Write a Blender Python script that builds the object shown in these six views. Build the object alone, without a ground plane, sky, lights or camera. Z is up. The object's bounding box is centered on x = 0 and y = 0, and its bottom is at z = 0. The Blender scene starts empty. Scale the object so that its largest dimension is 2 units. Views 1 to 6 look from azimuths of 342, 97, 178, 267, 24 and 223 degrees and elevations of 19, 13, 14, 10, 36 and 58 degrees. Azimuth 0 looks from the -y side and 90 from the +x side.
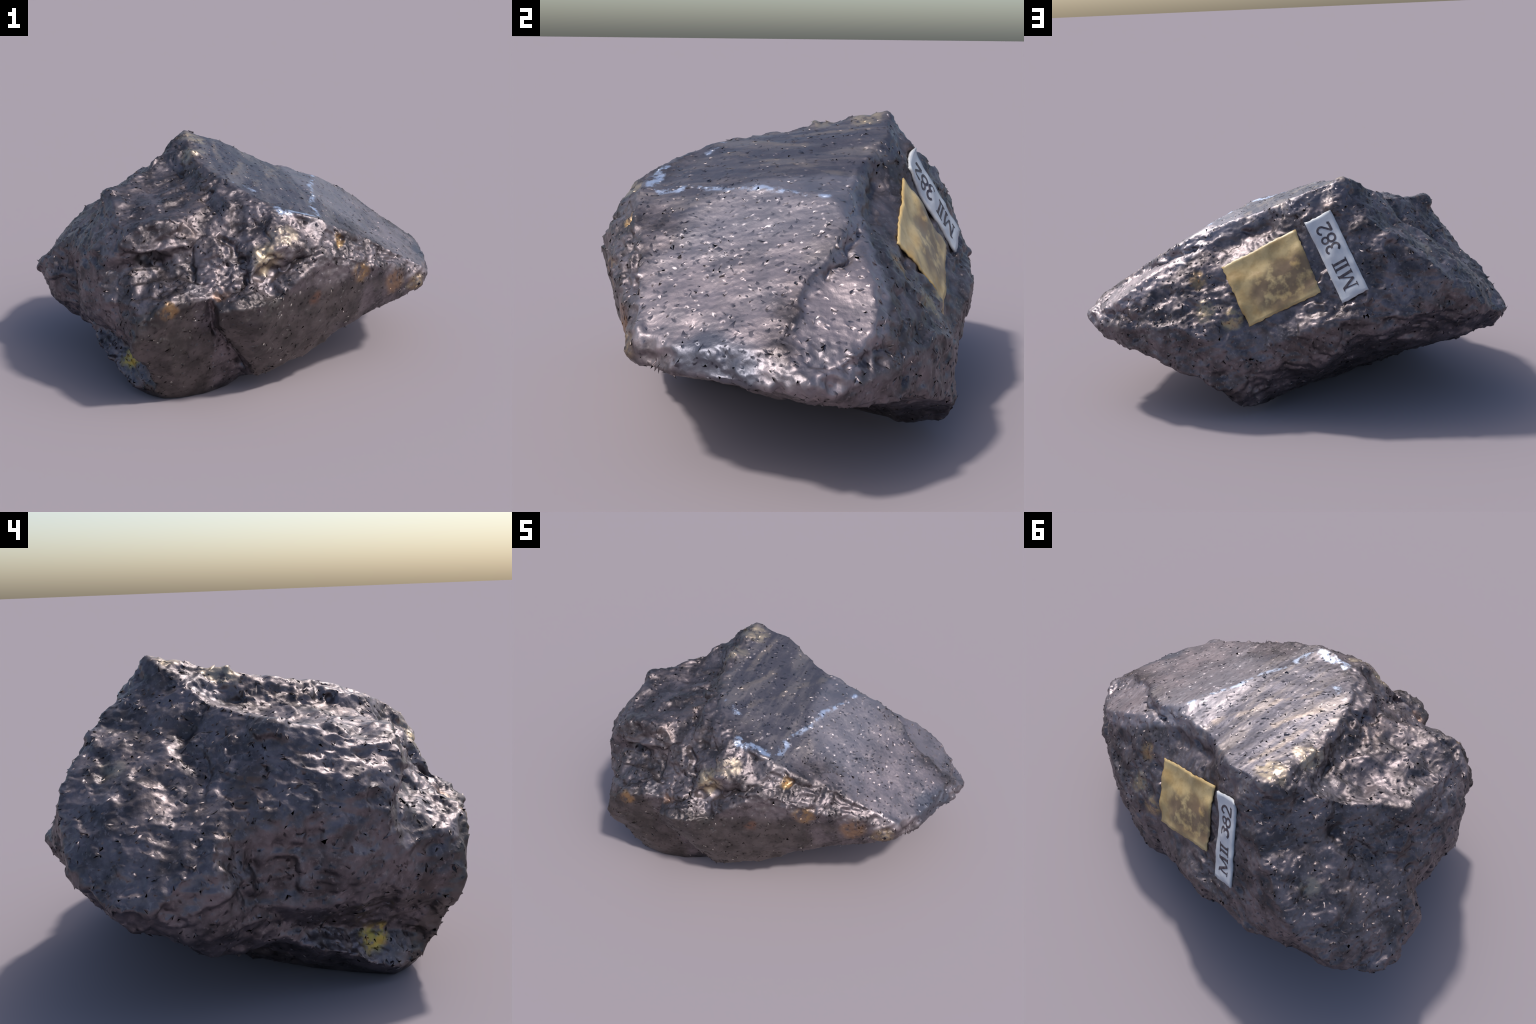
"""A dark metallic lump of ore: a tilted block with one broad cleavage face,
a crest, a left-hand shoulder block, two flat front faces split by a crack,
and a rough back that carries two glued paper labels."""
import bpy, bmesh, math, random
import numpy as np
from mathutils import Vector, noise
from mathutils.bvhtree import BVHTree
from mathutils.kdtree import KDTree

random.seed(7)
CENTRE = np.array([-0.05, 0.06, 0.47])

# ---------------------------------------------------------------- form lines
# Every ridge, edge and gully of the stone, as a polyline of control points.
FORM = {}
# flat foot the stone stands on
FORM["under_right"] = [(.45, .4, .17), (.6, .3, .22), (.75, .17, .28), (.85, .04, .335)]
FORM["foot"] = [(-.6, -.4, 0), (-.54, -.46, 0), (-.46, -.475, 0), (-.34, -.46, 0), (-.23, -.41, 0), (-.1, -.25, 0),
    (-.04, -.07, 0), (.01, .1, 0), (.11, .34, 0), (.17, .46, .008), (.24, .555, .035), (.26, .47, .02),
    (.09, .33, 0), (-.13, .17, 0), (-.26, .09, 0), (-.38, -.01, 0), (-.5, -.14, 0), (-.56, -.27, 0),
    (-.6, -.4, 0)]
# cleavage planes, crest and the step at the right end
FORM["step_foot"] = [(.46, .305, .72), (.53, .29, .7), (.6, .265, .662), (.66, .232, .63), (.74, .18, .582)]
FORM["crest_brow"] = [(-.28, -.13, .91), (-.27, -.2, .905), (-.245, -.31, .895), (-.215, -.38, .873), (-.15, -.41, .862),
    (-.06, -.445, .838)]
FORM["crest"] = [(-.235, .37, 1.035), (-.265, .22, 1.015), (-.275, .05, .98), (-.235, -.1, .95), (-.187, -.26, .925),
    (-.1, -.35, .883), (-.01, -.43, .838), (.08, -.462, .82), (.17, -.466, .795), (.22, -.468, .768),
    (.35, -.42, .7), (.476, -.4, .64), (.62, -.355, .555), (.79, -.31, .455)]
FORM["cleavage_back_edge"] = [(-.235, .37, 1.035), (-.16, .375, 1.015), (-.054, .375, .982), (.03, .335, .94), (.12, .295, .9),
    (.2, .267, .862), (.326, .262, .83), (.42, .275, .79), (.5, .27, .765), (.57, .245, .73),
    (.64, .21, .685), (.73, .155, .615)]
FORM["cleavage_bend"] = [(.1, -.4, .81), (.17, -.34, .8), (.244, -.16, .818), (.308, .02, .825), (.386, .2, .82)]
FORM["cleavage_mid"] = [(-.06, -.29, .878), (-.1, -.08, .93), (-.02, .05, .925), (.06, .15, .91), (.186, .228, .868)]
FORM["step_facet_edge"] = [(.46, .33, .71), (.6, .34, .66), (.7, .355, .61), (.79, .37, .545), (.86, .34, .488), (.93, .28, .455),
    (.995, .2, .42)]
FORM["right_hem"] = [(.775, -.325, .37), (.84, -.24, .375), (.9, -.11, .385), (.95, .02, .385), (.975, .11, .39), (.99, .2, .42)]
FORM["right_hem_upper"] = [(.79, -.31, .455), (.86, -.17, .455), (.91, 0, .47), (.925, .11, .485)]
FORM["crest_foot"] = [(-.31, .17, .955), (-.3, .02, .925), (-.27, -.11, .9), (-.245, -.24, .865)]
# front: right block, left face behind the crack, crystal pocket
FORM["left_face_mid"] = [(-.61, -.63, .37), (-.54, -.6, .275), (-.5, -.55, .14)]
FORM["front_top_edge"] = [(-.34, -.69, .485), (-.26, -.72, .5), (-.17, -.715, .505), (-.09, -.67, .51), (0, -.645, .56),
    (.07, -.62, .61), (.16, -.588, .64), (.25, -.555, .64), (.335, -.537, .607), (.52, -.46, .54),
    (.663, -.38, .46), (.745, -.37, .4), (.775, -.325, .37)]
FORM["front_face_mid"] = [(-.22, -.705, .42), (-.12, -.675, .4), (-.03, -.63, .39), (.12, -.6, .47), (.31, -.54, .53)]
FORM["front_face_low"] = [(-.16, -.625, .26), (-.08, -.605, .24), (.12, -.565, .31), (.33, -.515, .41), (.42, -.475, .44),
    (.525, -.445, .42)]
FORM["front_left_edge"] = [(-.34, -.685, .485), (-.328, -.66, .395), (-.261, -.6, .28), (-.177, -.585, .195), (-.12, -.522, .08)]
FORM["front_bottom_edge"] = [(-.12, -.525, .08), (0, -.515, .118), (.075, -.5, .14), (.23, -.47, .21), (.45, -.415, .29),
    (.618, -.38, .335), (.775, -.325, .37)]
FORM["crack"] = [(-.35, -.58, .485), (-.325, -.55, .37), (-.26, -.515, .27), (-.195, -.475, .17), (-.17, -.42, .05)]
FORM["left_face_top"] = [(-.35, -.61, .52), (-.44, -.63, .51), (-.544, -.64, .49), (-.62, -.635, .47), (-.67, -.615, .44)]
FORM["left_face_side"] = [(-.67, -.615, .44), (-.69, -.61, .35), (-.685, -.585, .28), (-.62, -.555, .19), (-.57, -.52, .09),
    (-.54, -.47, 0)]
FORM["lit_bump"] = [(-.39, -.58, .565), (-.46, -.61, .56), (-.56, -.625, .53), (-.64, -.59, .52), (-.68, -.54, .5)]
FORM["crystal_lump"] = [(-.262, -.462, .735), (-.285, -.49, .68), (-.305, -.515, .62), (-.35, -.59, .56)]
FORM["lump_right"] = [(-.262, -.462, .735), (-.206, -.516, .7), (-.192, -.568, .638), (-.2, -.59, .59)]
FORM["lump_left"] = [(-.378, -.442, .715), (-.414, -.448, .674), (-.405, -.47, .61), (-.39, -.54, .585)]
FORM["front_shelf"] = [(-.28, -.62, .545), (-.188, -.625, .575), (-.085, -.61, .54)]
FORM["pit"] = [(-.14, -.575, .585), (-.06, -.57, .605), (.02, -.575, .63)]
FORM["pit_upper"] = [(-.18, -.6, .62), (-.09, -.585, .69), (-.03, -.59, .725), (.06, -.565, .715), (.16, -.525, .7),
    (.266, -.465, .69)]
FORM["conchoid"] = [(-.19, -.43, .765), (-.12, -.49, .76), (-.035, -.54, .78), (.08, -.505, .75)]
FORM["shelf_step"] = [(.3, -.475, .685), (.476, -.437, .605), (.62, -.385, .52)]
# shoulder block on the left with its gully, hollow and undercut
FORM["cavity_roof"] = [(-.73, -.2, .27), (-.695, -.31, .265), (-.64, -.43, .24)]
FORM["block_back_edge"] = [(-.705, -.01, .845), (-.76, -.01, .73), (-.845, -.05, .61)]
FORM["hollow_floor"] = [(-.66, -.45, .565), (-.59, -.445, .57), (-.5, -.46, .575)]
FORM["gully"] = [(-.33, .1, .885), (-.325, .03, .88), (-.322, -.1, .872), (-.315, -.19, .865), (-.295, -.27, .845),
    (-.275, -.36, .81), (-.265, -.41, .79)]
FORM["shoulder_front"] = [(-.7, -.41, .755), (-.63, -.41, .785), (-.556, -.41, .82), (-.49, -.415, .815), (-.426, -.406, .805),
    (-.34, -.385, .78)]
FORM["shoulder_left"] = [(-.69, -.03, .862), (-.69, -.15, .835), (-.69, -.25, .805), (-.7, -.41, .755)]
FORM["shoulder_back"] = [(-.235, .37, 1.035), (-.318, .316, 1), (-.41, .22, .945), (-.49, .15, .9), (-.6, .05, .875),
    (-.69, -.03, .862)]
FORM["back_crest_foot"] = [(-.5, .08, .868), (-.42, .12, .88), (-.36, .15, .905)]
FORM["shoulder_mid"] = [(-.45, -.02, .845), (-.5, -.2, .83)]
FORM["overhang"] = [(-.66, -.435, .7), (-.57, -.455, .69), (-.45, -.445, .71)]
FORM["hollow"] = [(-.65, -.4, .63), (-.56, -.42, .635), (-.47, -.45, .64)]
FORM["block_side"] = [(-.72, -.4, .68), (-.7, -.4, .6), (-.78, -.39, .49), (-.765, -.42, .42), (-.72, -.44, .33)]
FORM["block_left"] = [(-.785, -.22, .705), (-.805, -.3, .66), (-.765, -.36, .62)]
FORM["block_left_mid"] = [(-.85, -.12, .6), (-.855, -.19, .53), (-.845, -.25, .46), (-.815, -.33, .43)]
FORM["block_bottom"] = [(-.82, -.18, .315), (-.79, -.28, .31), (-.75, -.36, .31), (-.7, -.48, .29)]
FORM["cavity"] = [(-.75, -.09, .24), (-.69, -.16, .21), (-.66, -.24, .19), (-.63, -.34, .175), (-.575, -.45, .15)]
FORM["cavity_lip"] = [(-.79, -.04, .21), (-.775, -.15, .165), (-.75, -.25, .14), (-.715, -.31, .085), (-.66, -.4, .05),
    (-.585, -.495, .06)]
# left lobe and the valley beside it
FORM["valley"] = [(-.62, .13, .8), (-.67, .1, .765), (-.75, .06, .73), (-.81, .06, .63), (-.84, .06, .55), (-.84, .06, .48),
    (-.84, .03, .34), (-.82, .03, .26)]
FORM["lobe_front_edge"] = [(-.77, .15, .66), (-.85, .16, .61), (-.93, .165, .55), (-.965, .17, .46), (-.955, .14, .4),
    (-.91, .13, .29), (-.84, .11, .22)]
FORM["lobe_end"] = [(-.92, .165, .55), (-.975, .26, .47), (-1, .34, .38), (-.98, .43, .39), (-.93, .5, .405)]
FORM["lobe_bottom"] = [(-1, .34, .37), (-.93, .25, .27), (-.86, .19, .2), (-.79, .16, .17), (-.66, .17, .15), (-.5, .12, .08)]
FORM["lobe_hollow"] = [(-.53, .24, .805), (-.6, .34, .745), (-.59, .46, .716)]
FORM["lobe_facet"] = [(-.67, .21, .7), (-.75, .28, .64), (-.735, .46, .65)]
FORM["lobe_facet_low"] = [(-.72, .62, .57), (-.8, .47, .575), (-.895, .36, .53), (-.94, .21, .47)]
FORM["lobe_back_edge"] = [(-.265, .44, .935), (-.33, .51, .86), (-.45, .565, .79), (-.54, .605, .715), (-.63, .635, .65),
    (-.715, .63, .57), (-.83, .58, .47), (-.93, .5, .405)]
# back, carrying the labels
FORM["back_bulge"] = [(-.463, .697, .435), (-.37, .69, .39), (-.25, .685, .4)]
FORM["back_belly"] = [(.18, .63, .24), (.03, .64, .235), (-.1, .645, .24), (-.14, .685, .31), (-.28, .58, .29), (-.46, .585, .34),
    (-.6, .565, .315), (-.77, .48, .3)]
FORM["back_belt"] = [(-.83, .58, .43), (-.67, .645, .48), (-.45, .71, .475), (-.315, .7, .49), (-.09, .695, .465),
    (-.02, .68, .43), (.1, .65, .36), (.24, .61, .29), (.3, .62, .15), (.28, .6, .05)]
FORM["back_belt_right"] = [(.24, .62, .29), (.34, .61, .33), (.453, .6, .39), (.54, .55, .44), (.66, .5, .42), (.8, .425, .4),
    (.9, .33, .4), (.995, .2, .4)]
FORM["back_hem_right"] = [(.28, .6, .05), (.375, .62, .15), (.465, .59, .2), (.6, .545, .245), (.7, .485, .28), (.81, .41, .31),
    (.9, .31, .32), (.96, .21, .35), (.985, .14, .385)]
FORM["back_hem_left"] = [(.22, .58, .04), (.02, .54, .12), (-.22, .385, .125), (-.47, .215, .13), (-.63, .2, .165), (-.8, .36, .26),
    (-.92, .41, .31)]
FORM["label_bed_yellow"] = [(.333, .416, .665), (-.009, .429, .826), (-.102, .59, .57), (.224, .582, .43), (.333, .416, .665)]
FORM["label_bed_white"] = [(-.055, .438, .853), (-.168, .462, .915), (-.308, .644, .589), (-.194, .63, .527), (-.055, .438, .853)]
FORM["back_shoulder"] = [(-.12, .405, .955), (0, .385, .92), (.08, .36, .845), (.15, .335, .8), (.28, .32, .745), (.4, .345, .7)]
FORM["back_right_dip"] = [(.36, .4, .66), (.45, .42, .62), (.56, .455, .54), (.68, .43, .5)]
STEP = 0.045

def sample_form():
    pts = []
    for line in FORM.values():
        for a, b in zip(line[:-1], line[1:]):
            a, b = np.array(a, float), np.array(b, float)
            n = max(1, int(round(np.linalg.norm(b - a) / STEP)))
            pts += [a + (b - a) * i / n for i in range(n)]
        pts.append(np.array(line[-1], float))
    out = []
    for p in pts:                      # merge near duplicates
        if all(np.linalg.norm(p - q) > 0.016 for q in out):
            out.append(p)
    return np.array(out)

def stone_cage():
    """Join the form-line samples by their neighbourhood around the centre."""
    P = sample_form()
    D = P - CENTRE
    D /= np.linalg.norm(D, axis=1)[:, None]
    bm = bmesh.new()
    vs = [bm.verts.new(d) for d in D]
    bm.verts.index_update()
    bmesh.ops.convex_hull(bm, input=vs)
    faces = [[v.index for v in f.verts] for f in bm.faces]
    bm.free()
    me = bpy.data.meshes.new("cage")
    me.from_pydata([tuple(p) for p in P], [], faces)
    me.update()
    return me

VOXEL = 0.0072

def mesh_arrays(me):
    co = np.empty(len(me.vertices) * 3); me.vertices.foreach_get("co", co)
    ed = np.empty(len(me.edges) * 2, dtype=np.int64); me.edges.foreach_get("vertices", ed)
    return co.reshape(-1, 3), ed.reshape(-1, 2)

def vertex_normals(me):
    n = np.empty(len(me.vertices) * 3); me.vertices.foreach_get("normal", n)
    return n.reshape(-1, 3)

def smooth(val, ed, rounds, lam=0.5):
    val = np.asarray(val, float); flat = val.ndim == 1
    if flat: val = val[:, None]
    n = len(val)
    deg = np.bincount(ed.ravel(), minlength=n)[:, None]
    for r in range(rounds):
        s = np.empty_like(val)
        for k in range(val.shape[1]):
            s[:, k] = np.bincount(ed[:, 0], val[ed[:, 1], k], n) + np.bincount(ed[:, 1], val[ed[:, 0], k], n)
        val = val + lam * (s / deg - val)
    return val[:, 0] if flat else val

def ramp(x, a, b):
    t = np.clip((x - a) / (b - a), 0, 1)
    return t * t * (3 - 2 * t)

def field(co, scale, seed, stretch=(1, 1, 1)):
    """Signed gradient noise at a given grain size."""
    off = Vector((seed * 3.7, seed * 1.9, seed * 5.3)); st = Vector(stretch)
    return np.array([noise.noise(Vector((x / scale * st.x, y / scale * st.y, z / scale * st.z)) + off) for x, y, z in co])

def put(me, co):
    me.vertices.foreach_set("co", co.ravel()); me.update()

def facets(co, ed, spacing=.12, tilt=.12):
    """Fracture chips: every cell of a random scatter is a small plane with a tilt of its own."""
    rng = np.random.default_rng(5)
    lo, hi = co.min(0) - .1, co.max(0) + .1
    count = int(np.prod((hi - lo) / spacing))
    seeds = lo + (hi - lo) * rng.random((count, 3))
    tilts = rng.normal(size=(count, 3)) * tilt * .6
    tree = KDTree(count)
    for i, p in enumerate(seeds): tree.insert(p, i)
    tree.balance()
    warp = co + np.stack([field(co, .06, 20 + k) for k in range(3)], 1) * .03
    d = np.empty(len(co))
    for k, p in enumerate(warp):
        q, i, _ = tree.find(p)
        d[k] = np.dot(tilts[i], co[k] - seeds[i])
    return smooth(np.clip(d, -.010, .010), ed, 3)

CLEAVE_N = np.array([(.33, -.06, .94), (.56, -.05, .82)])   # upper and lower cleavage planes
FRONT_N = np.array([(.22, -.93, -.30), (-.05, -.93, -.36)])  # right and left front faces
for a in (CLEAVE_N, FRONT_N): a /= np.linalg.norm(a, axis=1)[:, None]

# small forms set on the skin: knobs stand out, grooves and pits go in
KNOBS = [((-.30, -.52, .655), .070, .014), ((-.70, -.60, .33), .040, .014), ((-.56, -.63, .53), .07, .010),
         ((-.80, .03, .46), .030, .018), ((-.62, -.36, .79), .06, .008), ((-.34, .30, .99), .05, .010)]
GROOVES = [  # polyline, half width, depth
 ([(.95, .20, .44), (.92, .26, .45)], .028, .020), ([(.88, .33, .44), (.82, .38, .44)], .022, .014),
 ([(-.37, .52, .80), (-.52, .585, .70)], .020, .010), ([(-.60, .22, .75), (-.72, .18, .69)], .025, .014), ([(.12, .34, .82), (.22, .32, .80)], .030, .016),
 ([(-.25, -.46, .745), (-.205, -.53, .68), (-.185, -.60, .60)], .020, .030),
 ([(-.19, -.61, .585), (-.27, -.625, .55), (-.34, -.63, .525)], .017, .026),
 ([(-.39, -.45, .71), (-.43, -.47, .63), (-.40, -.55, .575)], .020, .022),
 ([(-.61, -.43, .635), (-.55, -.43, .655), (-.47, -.44, .675)], .034, .020), ([(-.58, -.43, .64), (-.54, -.44, .62)], .040, .024),
 ([(-.15, -.585, .60), (-.06, -.585, .615), (.03, -.585, .645)], .022, .020), ([(.03, -.585, .645), (.12, -.56, .675)], .014, .014),
 ([(-.35, -.60, .50), (-.33, -.57, .38), (-.26, -.53, .27), (-.18, -.46, .12)], .012, .022),
 ([(-.33, .13, .90), (-.325, 0, .87), (-.32, -.15, .86)], .022, .012),
 ([(-.285, .05, .89), (-.28, .02, .89)], .026, .014),
 ([(.46, .305, .735), (.60, .262, .675), (.68, .218, .63)], .011, .016),
 ([(-.82, -.02, .52), (-.80, -.03, .47)], .022, .020), ([(-.82, .08, .45), (-.80, .06, .40)], .018, .014),
 ([(-.515, .269, .811), (-.53, .25, .80)], .030, .024),
 ([(.28, -.47, .70), (.45, -.425, .635), (.60, -.375, .55)], .014, .012)]
CRYSTAL = [((.92, .24, .43), .12), ((-.31, -.53, .64), .13), ((-.52, -.60, .53), .12), ((-.17, -.66, .54), .10), ((.25, -.52, .65), .10), ((-.05, -.42, .80), .08),
           ((.45, -.44, .59), .10), ((-.30, .25, .98), .10)]

def off_line(co, line):
    best = np.full(len(co), 9.0)
    for a, b in zip(line[:-1], line[1:]):
        a, b = np.array(a), np.array(b); ab = b - a
        t = np.clip((co - a) @ ab / (ab @ ab), 0, 1)
        best = np.minimum(best, np.linalg.norm(co - a - t[:, None] * ab, axis=1))
    return best

def small_forms(co):
    d = np.zeros(len(co))
    co = co + np.stack([field(co, .07, 30 + k) for k in range(3)], 1) * .035
    for c, r, h in KNOBS: d += h * np.exp(-(np.linalg.norm(co - c, axis=1) / r) ** 2 * 1.6)
    for line, r, h in GROOVES: d -= h * np.exp(-(off_line(co, line) / r) ** 2)
    return d

def build_stone():
    cage = stone_cage()
    ob = bpy.data.objects.new("stone", cage)
    bpy.context.scene.collection.objects.link(ob)
    m = ob.modifiers.new("fine", 'REMESH'); m.mode = 'VOXEL'; m.voxel_size = VOXEL
    dg = bpy.context.evaluated_depsgraph_get()
    me = bpy.data.meshes.new_from_object(ob.evaluated_get(dg))
    ob.modifiers.clear(); ob.data = me
    me.name = "stone"
    co, ed = mesh_arrays(me)
    co = smooth(co, ed, 5)
    put(me, co)
    nrm = vertex_normals(me)
    co = co + smooth(nrm, ed, 8) * (small_forms(co) * ramp(co[:, 2], .0, .05))[:, None]
    put(me, co)
    nrm = vertex_normals(me)
    wide = smooth(nrm, ed, 12); wide /= np.linalg.norm(wide, axis=1)[:, None]
    # calm zones: split planes are flat, everything else is broken and knobbly
    calm = ramp((wide @ CLEAVE_N.T).max(1), .90, .97) * ramp(co[:, 0], -.28, -.16)
    calm = np.maximum(calm, .8 * ramp((wide @ FRONT_N.T).max(1), .86, .95) * ramp(-co[:, 1], .36, .44) * ramp(-co[:, 2], -.62, -.54))
    calm = smooth(calm, ed, 6)
    foot = ramp(co[:, 2], .0, .05)
    rough = (1 - calm)
    big = field(co, .21, 1) * .008 + field(co, .105, 2) * .010
    lump = (.2 - np.abs(field(co, .075, 3, (1, 1, 1.6)))) * .012
    chip = np.abs(field(co, .085, 4)) - .18
    grain = (.2 - np.abs(field(co, .034, 5, (1, 1, 1.4)))) * .0052
    fine = field(co, .0125, 6) * .0008
    d = rough * (big + lump - .006 * chip + facets(co, ed) + grain + fine)
    crystal = np.max([np.exp(-(np.linalg.norm(co - c, axis=1) / r) ** 2) for c, r in CRYSTAL], axis=0)
    d += crystal * ((.2 - np.abs(field(co, .036, 14))) * .013 + (.2 - np.abs(field(co, .022, 15))) * .006)
    # cleavage planes: long low ridges running back to front, faint pits
    stri = field(co, .05, 7, (1.0, .22, 1.0)) * .0025 + field(co, .018, 8, (1.0, .35, 1.0)) * .0010
    d += calm * (stri + field(co, .09, 9) * .004 + .35 * fine)
    co = co + nrm * (d * foot)[:, None]
    # sharpen: push away from the local mean so chips keep crisp edges
    blur = smooth(co, ed, 5)
    co = co + .25 * (co - blur) * (foot * (.35 + .65 * rough))[:, None]
    co[:, 2] = np.maximum(co[:, 2], 0)
    put(me, co)
    return ob, calm

stone, calm = build_stone()
#==END_SHAPE

def splinter(ob, share=.060, reach=.016):
    """Loose crystal splinters: single points of the skin stand out or fold over."""
    me = ob.data
    co, ed = mesh_arrays(me); nrm = vertex_normals(me)
    rng = np.random.default_rng(11)
    n = len(co)
    pick = (rng.random(n) < share) & (co[:, 2] > .03)
    under = (np.linalg.norm((co - (.11, .52, .62)) * (1, .6, 1), axis=1) < .26) & (nrm[:, 1] > .3)
    pick &= ~under
    rnd = rng.normal(size=(n, 3))
    tan = rnd - nrm * (rnd * nrm).sum(1)[:, None]
    tan /= np.linalg.norm(tan, axis=1)[:, None]
    co = co + tan * (VOXEL * .28 * rng.random(n))[:, None]
    co[pick] += tan[pick] * (.007 + reach * rng.random(pick.sum()) ** 1.5)[:, None] + nrm[pick] * (.0035 * (rng.random(pick.sum()) - .35))[:, None]
    put(me, co)

skin = BVHTree.FromPolygons([tuple(v.co) for v in stone.data.vertices], [tuple(p.vertices) for p in stone.data.polygons])
splinter(stone)
stone.data.shade_smooth()

# ------------------------------------------------------------ node helpers
class Nodes:
    def __init__(self, name):
        self.mat = bpy.data.materials.new(name); self.mat.use_nodes = True
        self.t = self.mat.node_tree; self.t.nodes.clear()
        self.out = self.t.nodes.new("ShaderNodeOutputMaterial")
        self.coord = self.t.nodes.new("ShaderNodeTexCoord").outputs["Object"]
    def link(self, sock, v):
        if isinstance(v, bpy.types.NodeSocket): self.t.links.new(v, sock)
        elif v is not None: sock.default_value = v
    def math(self, op, a, b=None, c=None, clamp=False):
        n = self.t.nodes.new("ShaderNodeMath"); n.operation = op; n.use_clamp = clamp
        for i, v in enumerate((a, b, c)):
            if v is not None: self.link(n.inputs[i], v)
        return n.outputs[0]
    def vec(self, op, a, b=None, s=None):
        n = self.t.nodes.new("ShaderNodeVectorMath"); n.operation = op
        self.link(n.inputs[0], a)
        if b is not None: self.link(n.inputs[1], b)
        if s is not None: self.link(n.inputs["Scale"], s)
        return n.outputs["Value"] if op in ("DOT_PRODUCT", "LENGTH", "DISTANCE") else n.outputs["Vector"]
    def noise(self, scale, detail=4, rough=.55, stretch=None, dist=0, color=False):
        n = self.t.nodes.new("ShaderNodeTexNoise")
        v = self.coord
        if stretch: v = self.vec('MULTIPLY', v, stretch)
        self.link(n.inputs["Vector"], v)
        n.inputs["Scale"].default_value = scale; n.inputs["Detail"].default_value = detail
        n.inputs["Roughness"].default_value = rough; n.inputs["Distortion"].default_value = dist
        return n.outputs["Color" if color else "Fac"]
    def voronoi(self, scale, stretch=None, feature='F1', out="Distance"):
        n = self.t.nodes.new("ShaderNodeTexVoronoi"); n.feature = feature
        v = self.coord if stretch is None else self.vec('MULTIPLY', self.coord, stretch)
        self.link(n.inputs["Vector"], v); n.inputs["Scale"].default_value = scale
        return n.outputs[out]
    def step(self, x, a, b):
        n = self.t.nodes.new("ShaderNodeMapRange"); n.interpolation_type = 'SMOOTHSTEP'
        self.link(n.inputs[0], x)
        n.inputs[1].default_value = a; n.inputs[2].default_value = b
        n.inputs[3].default_value = 0; n.inputs[4].default_value = 1
        return n.outputs[0]
    def mix(self, fac, a, b):
        n = self.t.nodes.new("ShaderNodeMix"); n.data_type = 'RGBA'
        self.link(n.inputs[0], fac)
        for i, v in ((6, a), (7, b)):
            self.link(n.inputs[i], v if isinstance(v, bpy.types.NodeSocket) else (*v, 1))
        return n.outputs[2]
    def mul(self, a, b): return self.math('MULTIPLY', a, b)
    def segment(self, p, a, b):
        """Distance of point p from the segment a-b."""
        A, B = Vector(a), Vector(b); AB = B - A
        rel = self.vec('SUBTRACT', p, tuple(A))
        t = self.math('DIVIDE', self.vec('DOT_PRODUCT', rel, tuple(AB)), AB.length_squared, clamp=True)
        n = self.t.nodes.new("ShaderNodeVectorMath"); n.operation = 'SCALE'
        n.inputs[0].default_value = tuple(AB); self.t.links.new(t, n.inputs["Scale"])
        return self.vec('DISTANCE', rel, n.outputs["Vector"])
    def strokes(self, p, segs):
        d = None
        for a, b in segs:
            s = self.segment(p, a, b)
            d = s if d is None else self.math('MINIMUM', d, s)
        return d
    def chain(self, p, pts): return self.strokes(p, list(zip(pts[:-1], pts[1:])))
    def bsdf(self, color, rough, metallic=0, bump=None, strength=.3, dist=.004, **kw):
        b = self.t.nodes.new("ShaderNodeBsdfPrincipled")
        self.link(b.inputs["Base Color"], color if isinstance(color, bpy.types.NodeSocket) else (*color, 1))
        self.link(b.inputs["Roughness"], rough); self.link(b.inputs["Metallic"], metallic)
        for k, v in kw.items(): self.link(b.inputs[k.replace("_", " ")], v)
        if bump is not None:
            n = self.t.nodes.new("ShaderNodeBump"); n.inputs["Strength"].default_value = strength
            n.inputs["Distance"].default_value = dist
            self.link(n.inputs["Height"], bump); self.link(b.inputs["Normal"], n.outputs["Normal"])
        self.t.links.new(b.outputs[0], self.out.inputs["Surface"])
        return self.mat

# -------------------------------------------------------------- ore material
def ore_material():
    N = Nodes("ore")
    wob = N.vec('SCALE', N.vec('SUBTRACT', N.noise(9, 4, color=True), (.5, .5, .5)), s=.09)
    P = N.vec('ADD', N.coord, wob)
    mott = N.noise(11, 6, .62)
    hue = N.noise(4.5, 4, .6)
    speck = N.noise(55, 3, .6)
    streak = N.noise(16, 5, .6, (1.0, .16, 1.0))
    base = N.mix(N.step(mott, .33, .68), (.033, .030, .031), (.098, .087, .089))
    base = N.mix(N.mul(N.step(hue, .54, .72), .45), base, (.078, .062, .054))      # brown stain
    base = N.mix(N.mul(N.step(hue, .46, .30), .5), base, (.058, .058, .065))       # blue-grey metal
    base = N.mix(N.mul(N.step(speck, .56, .70), .35), base, (.17, .155, .15))
    # cleavage plane: banded, cooler grey
    sep = N.t.nodes.new("ShaderNodeSeparateXYZ"); N.t.links.new(N.coord, sep.inputs[0])
    X, Y, Z = sep.outputs
    above = N.vec('DOT_PRODUCT', N.coord, tuple(CLEAVE_N[0]))
    lower = N.vec('DOT_PRODUCT', N.coord, tuple(CLEAVE_N[1]))
    return N, base, P, mott, streak, speck, (X, Y, Z), above, lower

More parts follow.
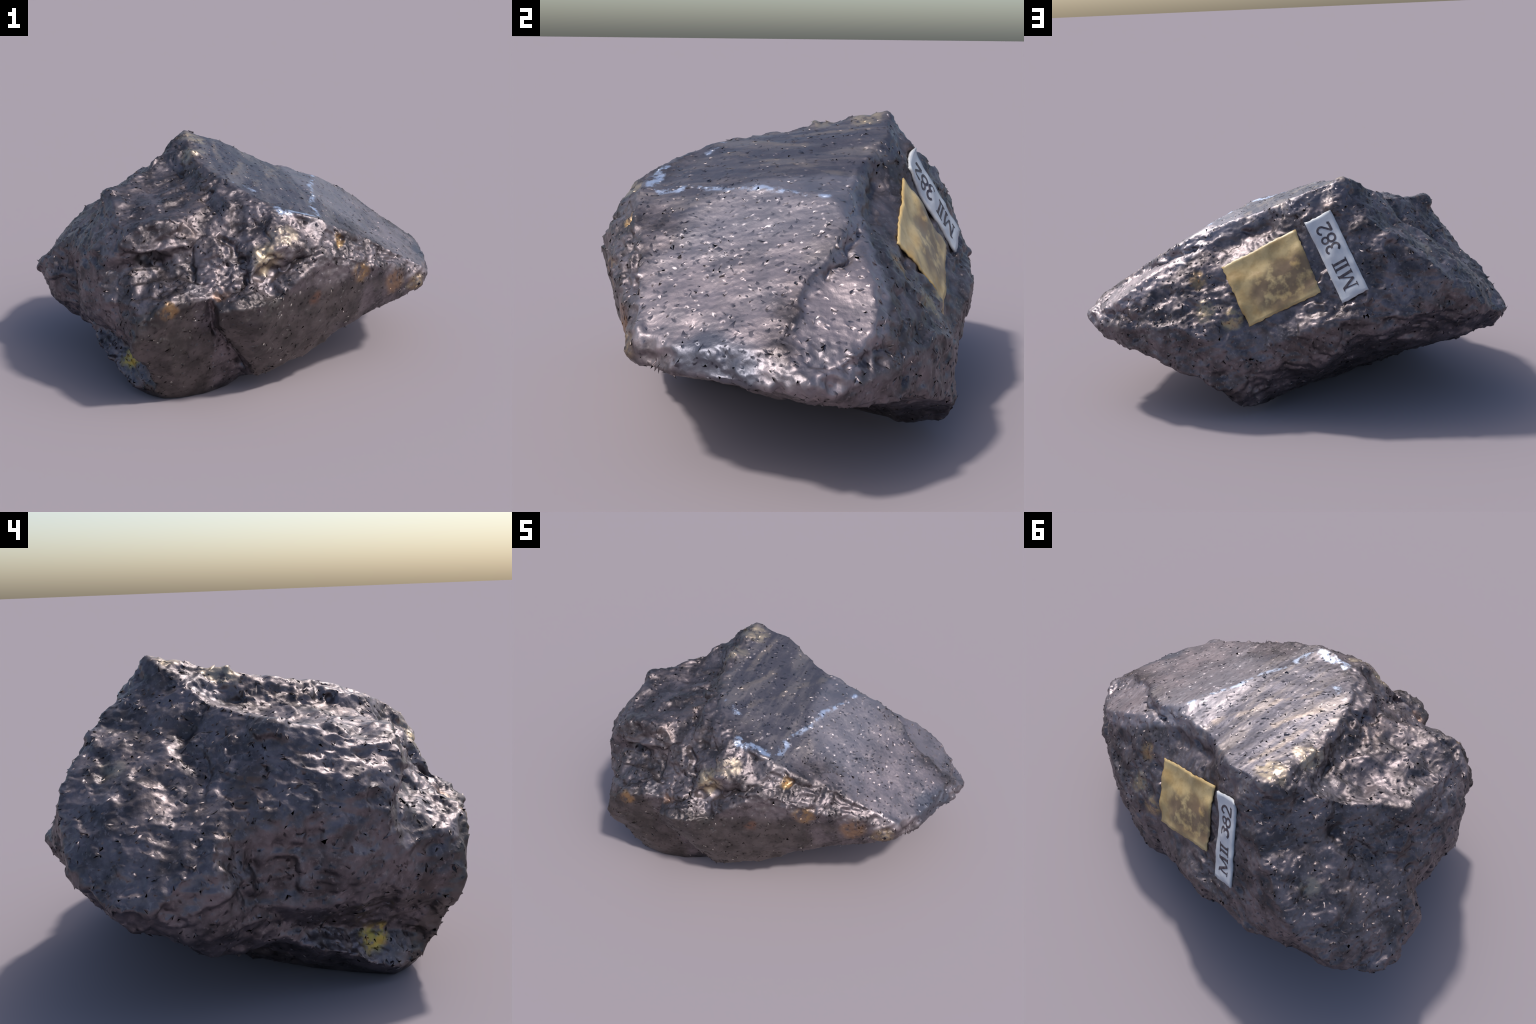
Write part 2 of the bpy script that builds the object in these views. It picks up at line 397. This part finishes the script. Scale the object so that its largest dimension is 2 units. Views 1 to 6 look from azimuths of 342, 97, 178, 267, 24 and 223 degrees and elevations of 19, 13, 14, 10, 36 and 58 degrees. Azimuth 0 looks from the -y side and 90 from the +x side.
N, base, P, mott, streak, speck, (X, Y, Z), above, lower = ore_material()
def plane_offset(pt, n): return float(np.dot(pt, n))
up_d = plane_offset((.05, -.05, .895), CLEAVE_N[0]); lo_d = plane_offset((.55, -.1, .665), CLEAVE_N[1])
on_up = N.step(N.math('ABSOLUTE', N.math('SUBTRACT', above, up_d)), .055, .03)
on_up = N.mul(on_up, N.step(X, -.28, -.2))
on_lo = N.mul(N.step(N.math('ABSOLUTE', N.math('SUBTRACT', lower, lo_d)), .05, .03), N.step(X, .1, .2))
up_col = N.mix(N.step(streak, .42, .66), (.062, .062, .072), (.14, .128, .12))
base = N.mix(N.mul(on_up, .85), base, up_col)
lo_col = N.mix(N.step(mott, .35, .65), (.110, .104, .110), (.175, .155, .156))
lo_col = N.mix(N.step(X, .45, .62), N.mix(.5, lo_col, (.145, .146, .155)), lo_col)
base = N.mix(N.mul(on_lo, .8), base, lo_col)
# flat front faces: base colour mixed toward a darker brown-grey
def on_plane(n, pt, w): return N.step(N.math('ABSOLUTE', N.math('SUBTRACT', N.vec('DOT_PRODUCT', P, tuple(n)), plane_offset(pt, n))), w, w * .6)
front = N.math('MAXIMUM', N.mul(on_plane(FRONT_N[0], (.12, -.60, .45), .05), N.step(X, -.36, -.30)), N.mul(on_plane(FRONT_N[1], (-.5, -.60, .33), .06), N.step(X, -.28, -.34)))
front = N.mul(front, N.mul(N.step(Y, -.34, -.42), N.step(Z, .56, .48)))
base = N.mix(N.mul(front, .75), base, N.mix(N.step(mott, .38, .62), (.034, .031, .028), (.058, .052, .047)))
# dark blue-grey corner at the right end
corner = N.step(N.segment(P, (.93, .0, .43), (.86, -.12, .44)), .10, .05)
base = N.mix(N.mul(corner, .8), base, (.048, .055, .068))
# tawny veins across the upper plane
vein = N.strokes(P, [((-.05, -.20, .90), (.08, -.02, .90)), ((.08, -.02, .90), (.20, .22, .865)),
                     ((-.12, -.12, .93), (-.03, .08, .93)), ((-.16, .02, .96), (-.10, .30, .99))])
veinm = N.mul(N.step(vein, .024, .006), N.step(streak, .36, .52))
base = N.mix(N.mul(veinm, .55), base, (.17, .145, .118))
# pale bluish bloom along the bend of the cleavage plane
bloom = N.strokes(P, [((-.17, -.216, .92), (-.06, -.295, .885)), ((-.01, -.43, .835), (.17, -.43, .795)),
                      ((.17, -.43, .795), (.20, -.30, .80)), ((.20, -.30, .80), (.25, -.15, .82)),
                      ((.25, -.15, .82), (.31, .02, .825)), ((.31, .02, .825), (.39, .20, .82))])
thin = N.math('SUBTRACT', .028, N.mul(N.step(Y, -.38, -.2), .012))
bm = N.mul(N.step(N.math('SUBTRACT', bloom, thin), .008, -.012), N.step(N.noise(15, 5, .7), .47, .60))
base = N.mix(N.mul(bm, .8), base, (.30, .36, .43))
# ochre and rust
def spot(base, colour, strength, at, r):
    d = N.vec('DISTANCE', P, at)
    m = N.mul(N.step(d, r, r * .45), N.step(N.noise(26, 4, .6), .34, .55))
    return N.mix(N.mul(m, strength), base, colour)
OCHRE = [((.262, -.47, .69), .045, (.30, .21, .10), .9), ((-.10, -.56, .66), .085, (.24, .20, .13), .8),
         ((-.02, -.535, .74), .075, (.22, .19, .14), .65), ((.36, -.50, .545), .075, (.17, .11, .05), .8),
         ((.58, -.41, .45), .09, (.15, .095, .055), .7), ((.72, -.35, .41), .07, (.17, .13, .075), .7),
         ((-.545, -.64, .485), .055, (.17, .11, .05), .85), ((.12, -.61, .475), .05, (.15, .08, .05), .6),
         ((-.655, -.325, .15), .065, (.24, .19, .035), .85), ((.45, .43, .60), .055, (.20, .14, .07), .7),
         ((.30, .56, .46), .06, (.24, .19, .10), .7), ((.42, .52, .50), .06, (.20, .17, .10), .6),
         ((-.22, .30, 1.01), .08, (.26, .22, .15), .7), ((-.26, .12, .985), .08, (.22, .19, .14), .7),
         ((-.76, -.16, .68), .05, (.18, .12, .07), .6), ((-.59, .46, .72), .06, (.19, .17, .13), .6),
         ((-.30, -.60, .50), .07, (.13, .08, .05), .6)]
for at, r, col, k in OCHRE: base = spot(base, col, k, at, r)
METAL, SPEC, BUMP, R0 = .82, .6, .22, .36
rough = N.math('ADD', R0, N.mul(N.noise(18, 4, .6), .20))
gain = N.t.nodes.new('ShaderNodeVectorMath'); gain.operation = 'MULTIPLY'
N.t.links.new(base, gain.inputs[0]); gain.inputs[1].default_value = (1.98, 1.87, 1.95)
base = gain.outputs[0]
grain = N.math('ADD', N.noise(70, 5, .65), N.mul(N.voronoi(60), .5))
stone.data.materials.append(N.bsdf(base, rough, METAL, grain, BUMP, .006, Specular_IOR_Level=SPEC))

# ------------------------------------------------------------------- labels
def label_patch(name, corners, lift, thick, nu, nv, ragged, seed, parent, mat):
    """A paper slip laid on the stone: corners = lower left, lower right, upper right, upper left."""
    c = [Vector(p) for p in corners]
    out = ((c[1] - c[0]).cross(c[3] - c[0])).normalized()
    if out.y < 0: out = -out
    rng = random.Random(seed)
    def flat(u, v): return (c[0] * (1 - u) + c[1] * u) * (1 - v) + (c[3] * (1 - u) + c[2] * u) * v
    H = np.zeros((nv + 1, nu + 1))
    for j in range(nv + 1):
        for i in range(nu + 1):
            p = flat(i / nu, j / nv)
            hit = skin.ray_cast(p + out * .3, -out)[0]
            H[j, i] = (hit - p).dot(out) if hit else 0
    H = np.maximum(H, np.median(H) - .03); H0 = H.copy()
    for r in range(10):                                 # paper bridges the small hollows
        G = np.pad(H, 1, mode='edge')
        H = np.maximum((G[:-2, 1:-1] + G[2:, 1:-1] + G[1:-1, :-2] + G[1:-1, 2:]) / 4, H0)
    def at(u, v, h=0):
        x, y = min(max(u, 0), 1) * nu, min(max(v, 0), 1) * nv
        i, j = min(int(x), nu - 1), min(int(y), nv - 1); a, b = x - i, y - j
        hh = (H[j, i] * (1 - a) + H[j, i + 1] * a) * (1 - b) + (H[j + 1, i] * (1 - a) + H[j + 1, i + 1] * a) * b
        p = flat(u, v)
        wr = noise.noise(p * 28) * .002 + noise.noise(p * 11) * .002
        return p + out * (hh + lift + wr + h)
    bm = bmesh.new(); grid = []
    for j in range(nv + 1):
        row = []
        for i in range(nu + 1):
            u, v = i / nu, j / nv
            if i in (0, nu): u += rng.uniform(-1, 1) * ragged
            if j in (0, nv): v += rng.uniform(-1, 1) * ragged
            row.append(bm.verts.new(at(u, v)))
        grid.append(row)
    for j in range(nv):
        for i in range(nu): bm.faces.new((grid[j][i], grid[j][i + 1], grid[j + 1][i + 1], grid[j + 1][i]))
    # torn paper has thickness
    ret = bmesh.ops.extrude_face_region(bm, geom=bm.faces[:])
    for v in [g for g in ret["geom"] if isinstance(g, bmesh.types.BMVert)]: v.co -= out * thick
    bmesh.ops.recalc_face_normals(bm, faces=bm.faces[:])
    me = bpy.data.meshes.new(name); bm.to_mesh(me); bm.free(); me.shade_smooth()
    ob = bpy.data.objects.new(name, me); bpy.context.scene.collection.objects.link(ob)
    ob.parent = parent; me.materials.append(mat)
    return ob, at

specimen = bpy.data.objects.new("ore_specimen", None)
bpy.context.scene.collection.objects.link(specimen)
specimen["label"] = "dark metallic ore lump with two glued paper labels"
specimen["category"] = "mineral"
stone.name = "stone"; stone.parent = specimen

def paper_yellow():
    M = Nodes("aged_paper")
    n = M.noise(7, 5, .6); f = M.noise(40, 4, .6)
    col = M.mix(M.step(n, .35, .65), (.42, .275, .105), (.58, .43, .205))
    col = M.mix(M.mul(M.step(f, .5, .7), .35), col, (.30, .20, .08))
    wob = M.vec('ADD', M.coord, M.vec('SCALE', M.vec('SUBTRACT', M.noise(12, 3, color=True), (.5, .5, .5)), s=.12))
    d = M.segment(wob, (.13, .54, .58), (-.02, .52, .65))
    stain = M.mul(M.step(d, .13, .05), M.step(M.noise(15, 3, .6), .34, .52))
    col = M.mix(M.mul(stain, .85), col, (.15, .095, .058))
    return M.bsdf(col, .42, 0, f, .3, .004)

def paper_white():
    M = Nodes("white_paper")
    col = M.mix(M.step(M.noise(14, 4, .6), .4, .7), (.50, .51, .54), (.60, .61, .63))
    return M.bsdf(col, .45, 0, M.noise(30, 3), .25, .004)

yellow, _ = label_patch("yellow_label", [(.224, .582, .43), (-.102, .59, .57), (-.009, .429, .826), (.333, .416, .665)],
                        .006, .006, 26, 24, .008, 3, specimen, paper_yellow())
white, on_white = label_patch("number_label", [(-.308, .644, .589), (-.168, .462, .915), (-.055, .438, .853), (-.194, .63, .527)],
                        .010, .010, 30, 10, .006, 4, specimen, paper_white())

# lettering: strokes in label units (u along the slip, v across), with half widths
def arc(cx, cy, rx, ry, a0, a1, n=14):
    return [(cx + rx * math.cos(math.radians(a0 + (a1 - a0) * i / n)), cy + ry * math.sin(math.radians(a0 + (a1 - a0) * i / n))) for i in range(n + 1)]
LEN, WID = .40, .135
GLYPHS = [  # name, centre u, list of (polyline in cm-like units, half width)
 ("letter", .195, [([(-.030, -.034), (-.026, .034)], .0022), ([(-.026, .034), (.002, -.030)], .0048), ([(.002, -.030), (.028, .034)], .0022),
                   ([(.028, .034), (.032, -.034)], .0050), ([(-.040, -.034), (-.020, -.034)], .0018), ([(.022, -.034), (.042, -.034)], .0018),
                   ([(-.036, .034), (-.024, .034)], .0018), ([(.028, .034), (.038, .034)], .0018)]),
 ("letter", .385, [([(-.012, -.034), (-.012, .034)], .0046), ([(.012, -.034), (.012, .034)], .0046),
                   ([(-.024, .034), (.024, .034)], .0020), ([(-.024, -.034), (.024, -.034)], .0020)]),
 ("digit", .60, [(arc(-.002, .016, .016, .016, 150, -80), .0040), (arc(-.002, -.016, .018, .018, 85, -150), .0042)]),
 ("digit", .715, [(arc(0, .017, .014, .015, 0, 360, 20), .0036), (arc(0, -.016, .018, .018, 0, 360, 20), .0040)]),
 ("digit", .835, [(arc(0, .014, .017, .018, 165, -30), .0040), ([(.015, .005), (-.018, -.032)], .0036), ([(-.018, -.032), (.020, -.032), (.022, -.024)], .0044)]),
]
ink_n = Nodes("ink")
ink = ink_n.bsdf(ink_n.mix(ink_n.step(ink_n.noise(60, 2), .35, .7), (.030, .022, .035), (.09, .075, .085)), .5)
for name, cu, strokes in GLYPHS:
    bm = bmesh.new()
    for k, (line, hw) in enumerate(strokes):
        pts = []
        for (ax, ay), (bx, by) in zip(line[:-1], line[1:]):
            n = max(1, int(math.hypot(bx - ax, by - ay) / .006))
            pts += [(ax + (bx - ax) * i / n, ay + (by - ay) * i / n) for i in range(n)]
        pts.append(line[-1])
        prev = None
        for i, (x, y) in enumerate(pts):
            a, b = pts[max(0, i - 1)], pts[min(len(pts) - 1, i + 1)]
            dx, dy = b[0] - a[0], b[1] - a[1]; l = math.hypot(dx, dy) or 1
            ring = []
            for side, h in ((-1, -.003), (-1, .0012), (1, .0012), (1, -.003)):
                px, py = x - dy / l * hw * 1.25 * side, y + dx / l * hw * 1.25 * side
                ring.append(bm.verts.new(on_white(cu + px / LEN, .5 + py / WID, h + .00012 * k)))
            if prev:
                for q in range(4): bm.faces.new((prev[q], prev[(q + 1) % 4], ring[(q + 1) % 4], ring[q]))
            else: bm.faces.new(ring[::-1])
            prev = ring
        bm.faces.new(prev)
    bmesh.ops.recalc_face_normals(bm, faces=bm.faces[:])
    me = bpy.data.meshes.new(name); bm.to_mesh(me); bm.free()
    ob = bpy.data.objects.new(name, me); bpy.context.scene.collection.objects.link(ob)
    ob.parent = white; me.materials.append(ink)
